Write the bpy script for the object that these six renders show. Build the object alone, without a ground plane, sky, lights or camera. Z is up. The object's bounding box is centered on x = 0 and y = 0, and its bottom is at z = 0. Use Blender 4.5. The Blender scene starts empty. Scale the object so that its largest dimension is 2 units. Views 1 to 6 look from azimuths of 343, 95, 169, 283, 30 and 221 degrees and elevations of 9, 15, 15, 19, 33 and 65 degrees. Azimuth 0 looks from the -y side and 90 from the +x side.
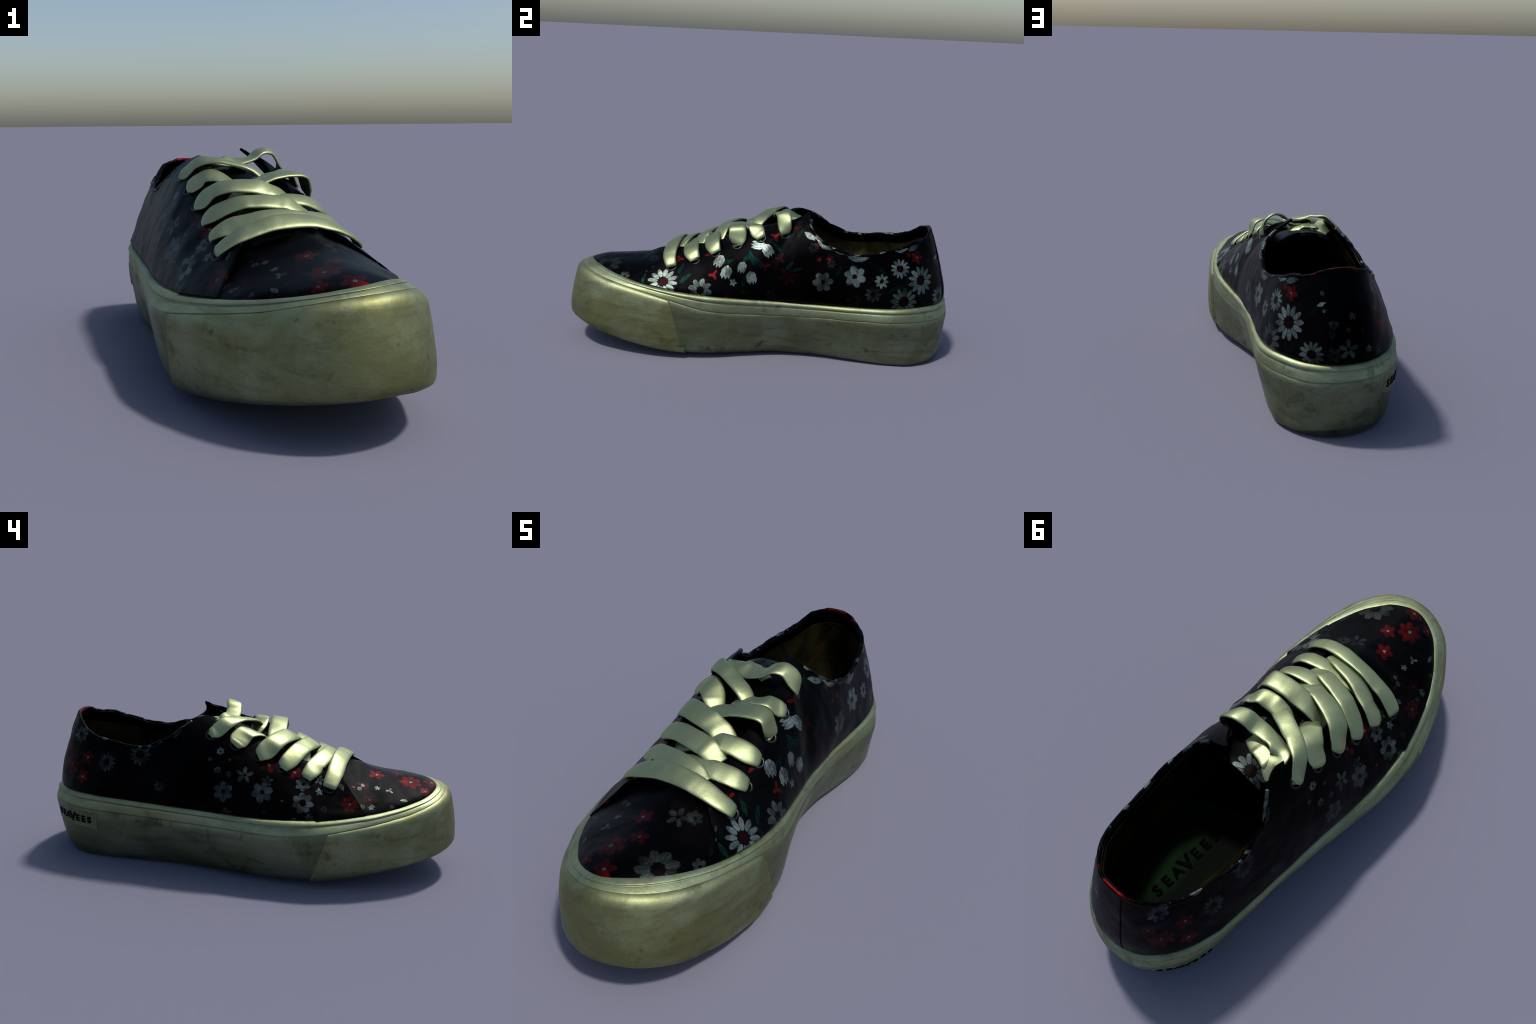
import bpy, bmesh, math, random
import numpy as np
from mathutils import Vector, Matrix, noise, Euler

random.seed(7)
np.random.seed(7)

# ----------------------------------------------------------------------------
# helpers: splines, meshes
# ----------------------------------------------------------------------------
def crom(tab, t):
    """Catmull-Rom through non-uniform (key, x, y, z...) rows, evaluated at t."""
    tab = np.asarray(tab, float)
    k, v = tab[:, 0], tab[:, 1:]
    t = np.asarray(t, float)
    m = np.zeros_like(v)
    for i in range(len(k)):
        a, b = max(i - 1, 0), min(i + 1, len(k) - 1)
        m[i] = (v[b] - v[a]) / (k[b] - k[a])
    i = np.clip(np.searchsorted(k, t, side='right') - 1, 0, len(k) - 2)
    h = k[i + 1] - k[i]
    u = np.clip((t - k[i]) / h, 0, 1)[..., None]
    h = h[..., None]
    return ((2*u**3 - 3*u**2 + 1) * v[i] + (u**3 - 2*u**2 + u) * h * m[i]
            + (-2*u**3 + 3*u**2) * v[i + 1] + (u**3 - u**2) * h * m[i + 1])


def smooth(e0, e1, x):
    u = np.clip((np.asarray(x, float) - e0) / (e1 - e0), 0, 1)
    return u * u * (3 - 2 * u)


def unit(a):
    a = np.asarray(a, float)
    return a / (np.linalg.norm(a, axis=-1, keepdims=True) + 1e-12)


ROOT = None


def add_object(name, me, mats, parent=None, smooth_angle=None):
    ob = bpy.data.objects.new(name, me)
    bpy.context.scene.collection.objects.link(ob)
    for m in (mats if isinstance(mats, (list, tuple)) else [mats]):
        if m is not None:
            me.materials.append(m)
    ob.parent = parent if parent is not None else ROOT
    for p in me.polygons:
        p.use_smooth = True
    if smooth_angle is not None:
        me.set_sharp_from_angle(angle=math.radians(smooth_angle))
    return ob


def mesh_from(name, verts, faces):
    me = bpy.data.meshes.new(name)
    me.from_pydata([tuple(map(float, v)) for v in verts], [], faces)
    bm = bmesh.new()
    bm.from_mesh(me)
    bmesh.ops.remove_doubles(bm, verts=bm.verts, dist=1e-5)
    bmesh.ops.recalc_face_normals(bm, faces=bm.faces)
    bm.to_mesh(me)
    bm.free()
    me.update()
    return me


def grid_faces(nu, nv, closed_u=False, closed_v=False):
    f = []
    for i in range(nu if closed_u else nu - 1):
        for j in range(nv if closed_v else nv - 1):
            a = i * nv + j
            b = ((i + 1) % nu) * nv + j
            c = ((i + 1) % nu) * nv + (j + 1) % nv
            d = i * nv + (j + 1) % nv
            f.append((a, b, c, d))
    return f


def fbm(P, scale, seed=0.0, oct=3):
    out = np.empty(len(P))
    for i, p in enumerate(P):
        out[i] = noise.fractal(Vector((p[0]*scale + seed, p[1]*scale - seed, p[2]*scale + 2*seed)), 1.0, 2.0, oct)
    return out


# ----------------------------------------------------------------------------
# perimeter stations.  s runs from the heel centre (0) along the right side to
# the toe tip (2.25) and back along the left side to the heel (4.5)
# ----------------------------------------------------------------------------
TOT = 4.5
ST = [0, .15, .3, .45] + [.45 + 1.3*k/7 for k in range(1, 7)] + [1.75, 1.875, 2.0, 2.125]
ST = ST + [2.25] + [TOT - s for s in ST[:0:-1]]
# top edge of the rubber, where the canvas starts
EDGE = [(-0.010, 0.969, 0.316), (0.120, 0.926, 0.314), (0.213, 0.828, 0.316), (0.261, 0.700, 0.313), (0.265, 0.514, 0.309), (0.258, 0.329, 0.308), (0.271, 0.143, 0.313), (0.305, -0.043, 0.321), (0.335, -0.229, 0.333), (0.338, -0.414, 0.350), (0.301, -0.600, 0.374), (0.263, -0.693, 0.391), (0.216, -0.776, 0.408), (0.146, -0.857, 0.422), (0.040, -0.899, 0.419), (-0.068, -0.861, 0.399), (-0.145, -0.785, 0.379), (-0.205, -0.701, 0.363), (-0.257, -0.600, 0.348), (-0.315, -0.414, 0.328), (-0.342, -0.229, 0.319), (-0.342, -0.043, 0.317), (-0.330, 0.143, 0.321), (-0.321, 0.329, 0.326), (-0.317, 0.514, 0.332), (-0.297, 0.700, 0.335), (-0.248, 0.837, 0.330), (-0.148, 0.943, 0.323)]
# crease between the foxing strip and the thick platform
CREASE = [(-0.010, 0.990, 0.253), (0.130, 0.943, 0.245), (0.223, 0.833, 0.245), (0.275, 0.700, 0.246), (0.275, 0.514, 0.245), (0.262, 0.329, 0.243), (0.266, 0.143, 0.242), (0.298, -0.043, 0.245), (0.342, -0.229, 0.262), (0.352, -0.414, 0.306), (0.327, -0.600, 0.346), (0.298, -0.707, 0.366), (0.250, -0.810, 0.386), (0.164, -0.900, 0.405), (0.040, -0.934, 0.404), (-0.082, -0.894, 0.383), (-0.168, -0.808, 0.353), (-0.231, -0.712, 0.331), (-0.293, -0.600, 0.311), (-0.362, -0.414, 0.280), (-0.375, -0.229, 0.258), (-0.357, -0.043, 0.254), (-0.336, 0.143, 0.255), (-0.322, 0.329, 0.256), (-0.313, 0.514, 0.259), (-0.304, 0.700, 0.263), (-0.266, 0.848, 0.267), (-0.161, 0.964, 0.265)]
# bottom edge of the platform
BASE = [(-0.010, 0.975, 0.023), (0.125, 0.935, 0.015), (0.209, 0.827, 0.002), (0.229, 0.700, 0.000), (0.214, 0.514, 0.006), (0.192, 0.329, 0.017), (0.201, 0.143, 0.026), (0.260, -0.043, 0.027), (0.329, -0.229, 0.027), (0.359, -0.414, 0.038), (0.351, -0.600, 0.064), (0.330, -0.720, 0.088), (0.289, -0.849, 0.119), (0.189, -0.959, 0.146), (0.040, -0.988, 0.145), (-0.099, -0.936, 0.131), (-0.191, -0.831, 0.108), (-0.248, -0.719, 0.085), (-0.292, -0.600, 0.063), (-0.333, -0.414, 0.038), (-0.339, -0.229, 0.028), (-0.322, -0.043, 0.025), (-0.293, 0.143, 0.022), (-0.269, 0.329, 0.017), (-0.260, 0.514, 0.011), (-0.258, 0.700, 0.004), (-0.231, 0.827, 0.006), (-0.144, 0.932, 0.016)]


def closed_curve(pts):
    rows = [(s,) + p for s, p in zip(ST, pts)]
    rows = [(r[0] - TOT,) + r[1:] for r in rows[-3:]] + rows + [(r[0] + TOT,) + r[1:] for r in rows[:3]]
    return lambda s: crom(rows, np.mod(np.asarray(s, float), TOT))


BASE = [(x - (.012 if x < -.2 and .4 < y < .9 else 0) + (.008 if x < -.08 and y < -.55 else 0), y, z + (.005 if x < 0 and y > .1 else 0)) for x, y, z in BASE]
edge, crease, base = closed_curve(EDGE), closed_curve(CREASE), closed_curve(BASE)


def outward(s, curve=None):
    c = curve or crease
    d = c(np.asarray(s) + .03) - c(np.asarray(s) - .03)
    n = np.stack([-d[..., 1], d[..., 0], 0 * d[..., 0]], -1)
    return unit(n)


# orient so that it points away from the shoe's middle
if outward(np.array([.9]))[0, 0] < 0:
    _o = outward
    def outward(s, curve=None):
        return -_o(s, curve)


# ----------------------------------------------------------------------------
# upper: quarters, vamp, tongue surfaces
# ----------------------------------------------------------------------------
# top edge of the right / left quarter: s, x, y, z
TOP_R = [(0, -.010, .872, .685), (.10, .045, .868, .678), (.2, .100, .842, .655), (.3, .148, .790, .638),
         (.45, .192, .700, .606), (.64, .226, .512, .573), (.78, .226, .410, .590), (.90, .208, .330, .628),
         (1.0, .172, .278, .672), (1.06, .130, .258, .702), (1.095, .085, .254, .728), (1.12, .060, .250, .746),
         (1.15, .086, .225, .728), (1.2, .124, .165, .709), (1.3, .130, .065, .684), (1.4, .130, -.057, .652),
         (1.5, .130, -.161, .606), (1.6, .136, -.273, .562), (1.7, .146, -.399, .522), (1.75, .150, -.455, .503)]
TOP_L = [(0, -.010, .872, .685), (.10, -.065, .866, .686), (.2, -.118, .838, .668), (.3, -.160, .785, .635),
         (.45, -.198, .700, .600), (.64, -.228, .522, .578), (.78, -.224, .430, .592), (.90, -.205, .345, .628),
         (1.0, -.172, .290, .675), (1.08, -.135, .240, .708), (1.14, -.112, .190, .722), (1.2, -.112, .140, .715),
         (1.3, -.118, .050, .682), (1.4, -.120, -.060, .640), (1.5, -.118, -.161, .598), (1.6, -.120, -.273, .558),
         (1.7, -.126, -.385, .522), (1.75, -.130, -.445, .503)]
# how strongly the side wall bulges before it leans in over the foot
BULGE = [(0, .0), (.5, .0), (.9, .15), (1.1, .45), (1.3, .42), (1.5, .28), (1.75, .10)]


def quarter(side, s, v):
    """side +1 right, -1 left; s from 0 (heel) to 1.75 (vamp seam), v 0 rubber edge .. 1 top edge"""
    s = np.asarray(s, float)
    v = np.asarray(v, float)[..., None]
    F = edge(s if side > 0 else TOT - s)
    Q = crom(TOP_R if side > 0 else TOP_L, s)
    b = crom(BULGE, s)
    Q = Q + np.array([0, 0, -.012]) * (smooth(1.16, 1.25, s) * (1 - smooth(1.62, 1.75, s)))[..., None]
    wave = .0035 * np.sin(17 * s + 1.3 * side) + .0016 * np.sin(41 * s + side) + .0008 * np.sin(97 * s)
    Q = Q + np.array([0, 0, 1.]) * (wave * (1 - smooth(.95, 1.05, s)) * smooth(0, .1, s))[..., None]
    if side < 0:
        Q = Q + np.array([0, 0, -.008]) * (smooth(.02, .1, s) * (1 - smooth(.35, .5, s)))[..., None]
    n = outward(s if side > 0 else TOT - s, edge)
    c = Q - F
    out = (.034 + .06 * (1 - smooth(.05, .25, s)))[..., None] * (1 - smooth(.9, 1.3, s))[..., None] * n
    T0 = np.concatenate([c[..., :2] * (1 - b), c[..., 2:] * (1 + .5 * b)], -1) + out
    T1 = np.concatenate([c[..., :2] * (1 + b), c[..., 2:] * (1 - b)], -1) - out * .3
    vv = v[..., 0]
    if side > 0:      # inner side swells over the arch
        swell = .028 * np.exp(-((s - .92) / .24) ** 2) * np.sin(np.pi * np.clip(vv, 0, 1) ** .75) - .010 * np.exp(-((s - 1.42) / .2) ** 2) * np.sin(np.pi * np.clip(vv, 0, 1) ** 1.5)
    else:             # outer side is pressed in beside the laces
        swell = -.030 * np.exp(-((s - 1.36) / .24) ** 2) * np.sin(np.pi * np.clip(vv, 0, 1) ** 1.3)
    return ((2*v**3 - 3*v**2 + 1) * F + (v**3 - 2*v**2 + v) * T0
            + (-2*v**3 + 3*v**2) * Q + (v**3 - v**2) * T1) + n * swell[..., None]


# ridge of the toe box / tongue: y -> x, z
RIDGE = [(-.80, .070, .444), (-.72, .070, .455), (-.65, .070, .462), (-.58, .070, .478), (-.52, .065, .502), (-.45, .050, .514),
         (-.36, .04, .530), (-.29, .035, .548), (-.14, .025, .600), (0, .015, .642), (.12, .005, .672), (.25, -.005, .690), (.27, -.005, .690)]


def vamp(s, v):
    s = np.asarray(s, float)
    v = np.asarray(v, float)[..., None]
    F = edge(s)
    a = np.abs(s - 2.25)                       # 0 at the toe tip
    ky = np.where(a < .5, -.735 + .155 * (a / .5) ** 1.3, F[..., 1] + .02)
    k = crom(RIDGE, ky)
    K = np.stack([k[..., 0], ky, k[..., 1]], -1)
    n = (1.55 - .25 * smooth(.25, .5, a))[..., None]
    ph = v * np.pi / 2
    fa = 1 - np.maximum(np.cos(ph), 0) ** (2 / n)
    fb = np.sin(ph) ** (2 / n)
    c = K - F
    return F + np.concatenate([c[..., :2] * fa, c[..., 2:] * fb], -1)


def normals_of(fn, s, v, ref):
    e = 1e-3
    du = fn(s + e, v) - fn(s - e, v)
    dv = fn(s, np.minimum(v + e, 1)) - fn(s, np.maximum(v - e, 0))
    n = unit(np.cross(du, dv))
    flip = np.sum(n * (fn(s, v) - ref), -1) < 0
    n[flip] *= -1
    return n


REF = np.array([0, 0, .3])

# ----------------------------------------------------------------------------
# materials
# ----------------------------------------------------------------------------
#MATERIALS_BEGIN
class Nodes:
    """small helper to write node trees as expressions"""
    def __init__(self, tree):
        self.t = tree

    def new(self, kind, **props):
        n = self.t.nodes.new(kind)
        for k, v in props.items():
            setattr(n, k, v)
        return n

    def put(self, sock, val):
        if isinstance(val, bpy.types.NodeSocket):
            self.t.links.new(val, sock)
        elif val is not None:
            sock.default_value = val

    def math(self, op, a, b=None, c=None, clamp=False):
        n = self.new('ShaderNodeMath', operation=op, use_clamp=clamp)
        self.put(n.inputs[0], a)
        if b is not None:
            self.put(n.inputs[1], b)
        if c is not None:
            self.put(n.inputs[2], c)
        return n.outputs[0]

    def vmath(self, op, a, b=None, scale=None):
        n = self.new('ShaderNodeVectorMath', operation=op)
        self.put(n.inputs[0], a)
        if b is not None:
            self.put(n.inputs[1], b)
        if scale is not None:
            self.put(n.inputs['Scale'], scale)
        return n.outputs['Value'] if op in ('LENGTH', 'DOT_PRODUCT', 'DISTANCE') else n.outputs[0]

    def mix(self, f, a, b, mode='MIX'):
        n = self.new('ShaderNodeMix', data_type='RGBA', blend_type=mode)
        self.put(n.inputs[0], f)
        self.put(n.inputs[6], a if isinstance(a, bpy.types.NodeSocket) else (*a, 1))
        self.put(n.inputs[7], b if isinstance(b, bpy.types.NodeSocket) else (*b, 1))
        return n.outputs[2]

    def noise(self, vec, scale, detail=4, rough=.55, dist=0.):
        n = self.new('ShaderNodeTexNoise')
        self.put(n.inputs['Vector'], vec)
        n.inputs['Scale'].default_value = scale
        n.inputs['Detail'].default_value = detail
        n.inputs['Roughness'].default_value = rough
        n.inputs['Distortion'].default_value = dist
        return n.outputs[0], n.outputs[1]

    def ramp(self, f, lo, hi):
        n = self.new('ShaderNodeMapRange', interpolation_type='SMOOTHSTEP')
        self.put(n.inputs[0], f)
        n.inputs[1].default_value = lo
        n.inputs[2].default_value = hi
        return n.outputs[0]

    def mapping(self, vec, loc=(0, 0, 0), rot=(0, 0, 0), scale=(1, 1, 1), kind='POINT'):
        n = self.new('ShaderNodeMapping', vector_type=kind)
        self.put(n.inputs[0], vec)
        n.inputs[1].default_value = loc
        n.inputs[2].default_value = rot
        n.inputs[3].default_value = scale
        return n.outputs[0]

    def bump(self, h, strength, dist):
        n = self.new('ShaderNodeBump')
        self.put(n.inputs['Height'], h)
        n.inputs['Strength'].default_value = strength
        n.inputs['Distance'].default_value = dist
        return n.outputs[0]


METAL = 1.0


def material(name, rough=.5):
    m = bpy.data.materials.new(name)
    m.use_nodes = True
    N = Nodes(m.node_tree)
    b = m.node_tree.nodes['Principled BSDF']
    b.inputs['Metallic'].default_value = METAL
    b.inputs['Roughness'].default_value = rough
    P = N.new('ShaderNodeTexCoord').outputs['Object']
    return m, N, b, P


def flat(name, col, rough=.5, var=.25):
    m, N, b, P = material(name, rough)
    n, _ = N.noise(P, 18, 4)
    N.put(b.inputs['Base Color'], N.mix(N.ramp(n, .3, .7), tuple(c * (1 - var) for c in col), tuple(c * (1 + var) for c in col)))
    return m


def rubber(name, clean, aged, smudge, amount, rough=.54):
    """cream rubber: yellowed clouds, long scuffs, dark smudges and specks"""
    m, N, b, P = material(name, rough)
    big, _ = N.noise(P, 3.2, 5, .6, .6)
    along = N.mapping(P, scale=(6, 2.2, 14))
    streak, _ = N.noise(along, 1.6, 6, .65, .4)
    mid, _ = N.noise(P, 8.5, 6, .65, .8)
    spot, _ = N.noise(P, 26, 3, .5, .3)
    col = N.mix(N.ramp(big, .36, .62), clean, aged)
    col = N.mix(N.math('MULTIPLY', N.ramp(streak, .45, .72), .55 * amount), col, tuple(.55 * c for c in aged))
    cloud, _ = N.noise(N.mapping(P, loc=(3.1, 1.7, .4), scale=(1.6, 1.0, 2.2)), 2.6, 6, .68, 1.2)
    dirt = N.math('MULTIPLY', N.ramp(mid, .47, .70), N.ramp(cloud, .46, .62))
    col = N.mix(N.math('MULTIPLY', dirt, .72 * amount, clamp=True), col, smudge)
    col = N.mix(N.math('MULTIPLY', N.ramp(spot, .70, .80), .7 * amount), col, tuple(.5 * c for c in smudge))
    fine, _ = N.noise(P, 90, 3, .6)
    col = N.mix(N.math('MULTIPLY', N.ramp(fine, .35, .7), .18), col, tuple(.6 * c for c in aged))
    N.put(b.inputs['Base Color'], col)
    N.put(b.inputs['Normal'], N.bump(N.math('ADD', streak, N.math('MULTIPLY', fine, .4)), .12, .01))
    return m


def petal_group():
    """flower of n elliptical petals in the local xy plane (radius 1) -> petal value, eye value"""
    g = bpy.data.node_groups.new('petal_flower', 'ShaderNodeTree')
    for nm, kind in (('Vector', 'NodeSocketVector'), ('Petals', 'NodeSocketFloat'), ('Reach', 'NodeSocketFloat'), ('Length', 'NodeSocketFloat'),
                     ('Width', 'NodeSocketFloat'), ('Eye', 'NodeSocketFloat'), ('Seed', 'NodeSocketFloat')):
        g.interface.new_socket(nm, in_out='INPUT', socket_type=kind)
    for nm in ('Petal', 'Eye'):
        g.interface.new_socket(nm, in_out='OUTPUT', socket_type='NodeSocketFloat')
    N = Nodes(g)
    i = N.new('NodeGroupInput').outputs
    o = N.new('NodeGroupOutput').inputs
    s = N.new('ShaderNodeSeparateXYZ')
    N.put(s.inputs[0], i['Vector'])
    x, y, z = s.outputs
    r = N.math('SQRT', N.math('ADD', N.math('MULTIPLY', x, x), N.math('MULTIPLY', y, y)))
    th = N.math('MULTIPLY', N.math('ADD', N.math('ARCTAN2', x, y), math.pi), N.math('DIVIDE', i['Petals'], 2 * math.pi))
    cell = N.math('FLOOR', th)
    phi = N.math('MULTIPLY', N.math('SUBTRACT', N.math('SUBTRACT', th, cell), .5), N.math('DIVIDE', 2 * math.pi, i['Petals']))
    px = N.math('DIVIDE', N.math('SUBTRACT', N.math('MULTIPLY', r, N.math('COSINE', phi)), i['Reach']), i['Length'])
    py = N.math('DIVIDE', N.math('MULTIPLY', r, N.math('SINE', phi)), i['Width'])
    e = N.math('ADD', N.math('MULTIPLY', px, px), N.math('MULTIPLY', py, py))
    mask = N.ramp(e, 1.12, .72)
    wn = N.new('ShaderNodeTexWhiteNoise', noise_dimensions='2D')
    cv = N.new('ShaderNodeCombineXYZ')
    N.put(cv.inputs[0], cell)
    N.put(cv.inputs[1], i['Seed'])
    N.put(wn.inputs['Vector'], cv.outputs[0])
    tone = N.math('MULTIPLY_ADD', wn.outputs['Value'], .55, .5)
    vein = N.math('MULTIPLY_ADD', N.math('ABSOLUTE', N.math('SINE', N.math('MULTIPLY', py, 4.5))), .42, .58)
    near = N.ramp(N.math('ABSOLUTE', z), 1.1, .8)
    N.put(o['Petal'], N.math('MULTIPLY', N.math('MULTIPLY', mask, tone), N.math('MULTIPLY', vein, near)))
    N.put(o['Eye'], N.math('MULTIPLY', N.math('LESS_THAN', r, i['Eye']), near))
    return g


def blade_group():
    """pointed leaf / bell shape along local y -> value"""
    g = bpy.data.node_groups.new('blade_shape', 'ShaderNodeTree')
    for nm, kind in (('Vector', 'NodeSocketVector'), ('Width', 'NodeSocketFloat'), ('Notch', 'NodeSocketFloat'), ('Veins', 'NodeSocketFloat'), ('Power', 'NodeSocketFloat')):
        g.interface.new_socket(nm, in_out='INPUT', socket_type=kind)
    g.interface.new_socket('Value', in_out='OUTPUT', socket_type='NodeSocketFloat')
    N = Nodes(g)
    i = N.new('NodeGroupInput').outputs
    o = N.new('NodeGroupOutput').inputs
    s = N.new('ShaderNodeSeparateXYZ')
    N.put(s.inputs[0], i['Vector'])
    x, y, z = s.outputs
    prof = N.math('SUBTRACT', 1.0, N.math('POWER', N.math('ABSOLUTE', y), i['Power']))
    a = N.math('SUBTRACT', N.math('MULTIPLY', prof, i['Width']), N.math('ABSOLUTE', x))
    body = N.ramp(a, -.04, .06)
    # zigzag mouth of a bell flower at +y
    zig = N.math('PINGPONG', N.math('ADD', x, .1), .22)
    cut = N.math('SUBTRACT', N.math('SUBTRACT', 1.0, N.math('MULTIPLY', i['Notch'], N.math('MULTIPLY_ADD', zig, 2.2, .12))), y)
    body = N.math('MULTIPLY', body, N.ramp(cut, -.04, .06))
    vein = N.math('ABSOLUTE', N.math('SINE', N.math('ADD', N.math('MULTIPLY', x, i['Veins']), N.math('MULTIPLY', y, 2.0))))
    vein = N.math('MULTIPLY_ADD', N.ramp(vein, .05, .45), .62, .38)
    near = N.ramp(N.math('ABSOLUTE', z), 1.1, .8)
    N.put(o['Value'], N.math('MULTIPLY', N.math('MULTIPLY', body, vein), near))
    return g


PETAL, BLADE = petal_group(), blade_group()
# kind: (petals, reach, length, width, eye radius, colour of petals, colour of eye)
KINDS = {
    'daisy': (12, .68, .34, .155, .27, 'white', 'maroon'), 'daisy8': (8, .64, .36, .23, .22, 'white', 'maroon'),
    'cosmos': (9, .66, .36, .24, .20, 'white', 'maroon'), 'pansy': (6, .60, .42, .34, .20, 'white', 'maroon'),
    'ring': (7, .66, .36, .31, .0, 'white', 'maroon'), 'star': (5, .55, .46, .30, .18, 'white', 'none'),
    'dot': (6, .62, .42, .40, .0, 'white', 'none'), 'rdot': (5, .62, .40, .30, .34, 'dimred', 'whiteeye'),
    'lily': (6, .58, .46, .17, .0, 'red', 'none'), 'lily5': (5, .58, .44, .24, .12, 'white', 'none'), 'lily3': (3, .50, .52, .26, .0, 'white', 'none'),
    'red': (5, .56, .46, .33, .17, 'red', 'whiteeye'), 'red6': (7, .60, .42, .28, .15, 'red', 'whiteeye'), 'bud': (3, .44, .56, .26, .0, 'red', 'none'),
    'leaf': (.30, 0., 3., 'green', 2.), 'wleaf': (.42, 0., 9., 'white', 2.), 'bell': (.66, 1.0, 7.5, 'white', 3.4),
}
WHITE, RED, GREEN, MAROON = (.212, .268, .248), (.105, .006, .0065), (.0026, .020, .014), (.014, .0035, .0035)
BLACK = (.0020, .0020, .0024)


def frame_angles(normal, angle, up):
    n = np.asarray(normal, float)
    y = np.asarray(up, float)
    y = unit(y - n * (y @ n))
    x = np.cross(y, n)
    a = math.radians(angle)
    Y = y * math.cos(a) - x * math.sin(a)
    X = np.cross(Y, n)
    return Matrix((X, Y, n)).transposed().to_euler('XYZ')


def canvas(name, prints, surface, up, ground=BLACK, rough=.5, binding=False):
    """black canvas with a printed flower pattern; every flower is placed on the surface"""
    m, N, b, P0 = material(name, rough)
    _, warp = N.noise(P0, 30, 3, .65)
    P = N.vmath('ADD', P0, N.vmath('SCALE', N.vmath('SUBTRACT', warp, (.5, .5, .5)), scale=.014))
    Pw, last = P, None
    acc = {'white': None, 'red': None, 'green': None, 'maroon': None, 'eye': None}

    def add(k, v):
        acc[k] = v if acc[k] is None else N.math('MAXIMUM', acc[k], v)

    for idx, (kind, x, y, z, r, ang, lum) in enumerate(prints):
        hit = surface(np.array([x, y, z]))
        lum = lum ** 1.7
        if last is not None:       # chain the flowers one after another (keeps the shader's stack small)
            P = N.vmath('ADD', Pw, N.math('MULTIPLY', last, 1e-7))
        loc = N.mapping(P, (x, y, z), frame_angles(hit, ang + (idx * 37 % 60 - 30 if kind not in ('bell', 'leaf', 'wleaf', 'bud') else 0), up), (r, r, max(r, .035)), 'TEXTURE')
        K = KINDS[kind]
        n = N.new('ShaderNodeGroup', node_tree=PETAL if len(K) == 7 else BLADE)
        N.put(n.inputs['Vector'], loc)
        if len(K) == 7:
            for nm, v in zip(('Petals', 'Reach', 'Length', 'Width', 'Eye'), K[:5]):
                n.inputs[nm].default_value = v
            n.inputs['Seed'].default_value = idx * 1.7
            col, eye = K[5], K[6]
            v = n.outputs['Petal']
            if K[4] > 0 and eye != 'none':
                ev = N.math('MULTIPLY', n.outputs['Eye'], min(1.0, lum * 1.0))
                add('maroon' if eye == 'maroon' else 'eye', ev)
        else:
            for nm, v in zip(('Width', 'Notch', 'Veins', 'Power'), K[:3] + (K[4],)):
                n.inputs[nm].default_value = v
            col = K[3]
            v = n.outputs['Value']
        if col == 'dimred':
            col, lum = 'red', lum * .45
        add(col, N.math('MULTIPLY', v, lum))
        last = acc[col]
    weave, _ = N.noise(N.mapping(P0, scale=(1, 1, 1)), 160, 2)
    worn, _ = N.noise(P0, 13, 3, .6, .6)
    thread = N.math('MULTIPLY', N.math('MULTIPLY_ADD', N.ramp(weave, .3, .65), .45, .6), N.math('MULTIPLY_ADD', N.ramp(worn, .36, .56), .72, .33))
    cloud, _ = N.noise(P0, 5, 3)
    col = N.mix(N.ramp(cloud, .35, .65), tuple(c * .7 for c in ground), tuple(c * 1.5 for c in ground))
    for key, c in (('green', GREEN), ('red', RED), ('white', WHITE), ('maroon', MAROON), ('eye', (.13, .15, .14))):
        if acc[key] is not None:
            f = N.math('MULTIPLY', acc[key], thread)
            col = N.mix(f, col, c)
    N.put(b.inputs['Base Color'], col)
    N.put(b.inputs['Normal'], N.bump(weave, .08, .004))
    return m


def side_surface(fn):
    ss, vv = np.meshgrid(np.linspace(0, 1.75, 140), np.linspace(0.02, .98, 40), indexing='ij')
    S_, V_ = ss.ravel(), vv.ravel()
    Pp = fn(S_, V_)
    def normal(p):
        i = np.argmin(np.sum((Pp - p) ** 2, 1))
        return normals_of(fn, S_[i:i+1], V_[i:i+1], REF)[0]
    return normal


def top_surface(p):
    e = edge(np.linspace(1.5, 3.0, 200))
    i = np.argmin(np.sum((e - p) ** 2, 1))
    ridge_z = crom(RIDGE, np.clip(p[1], -.8, .27))
    d = np.array([ridge_z[0], p[1], 0]) - np.array([e[i][0], e[i][1], 0])
    out = -unit(d)
    return unit(np.array([0, 0, 1.]) + out * .45)


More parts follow.
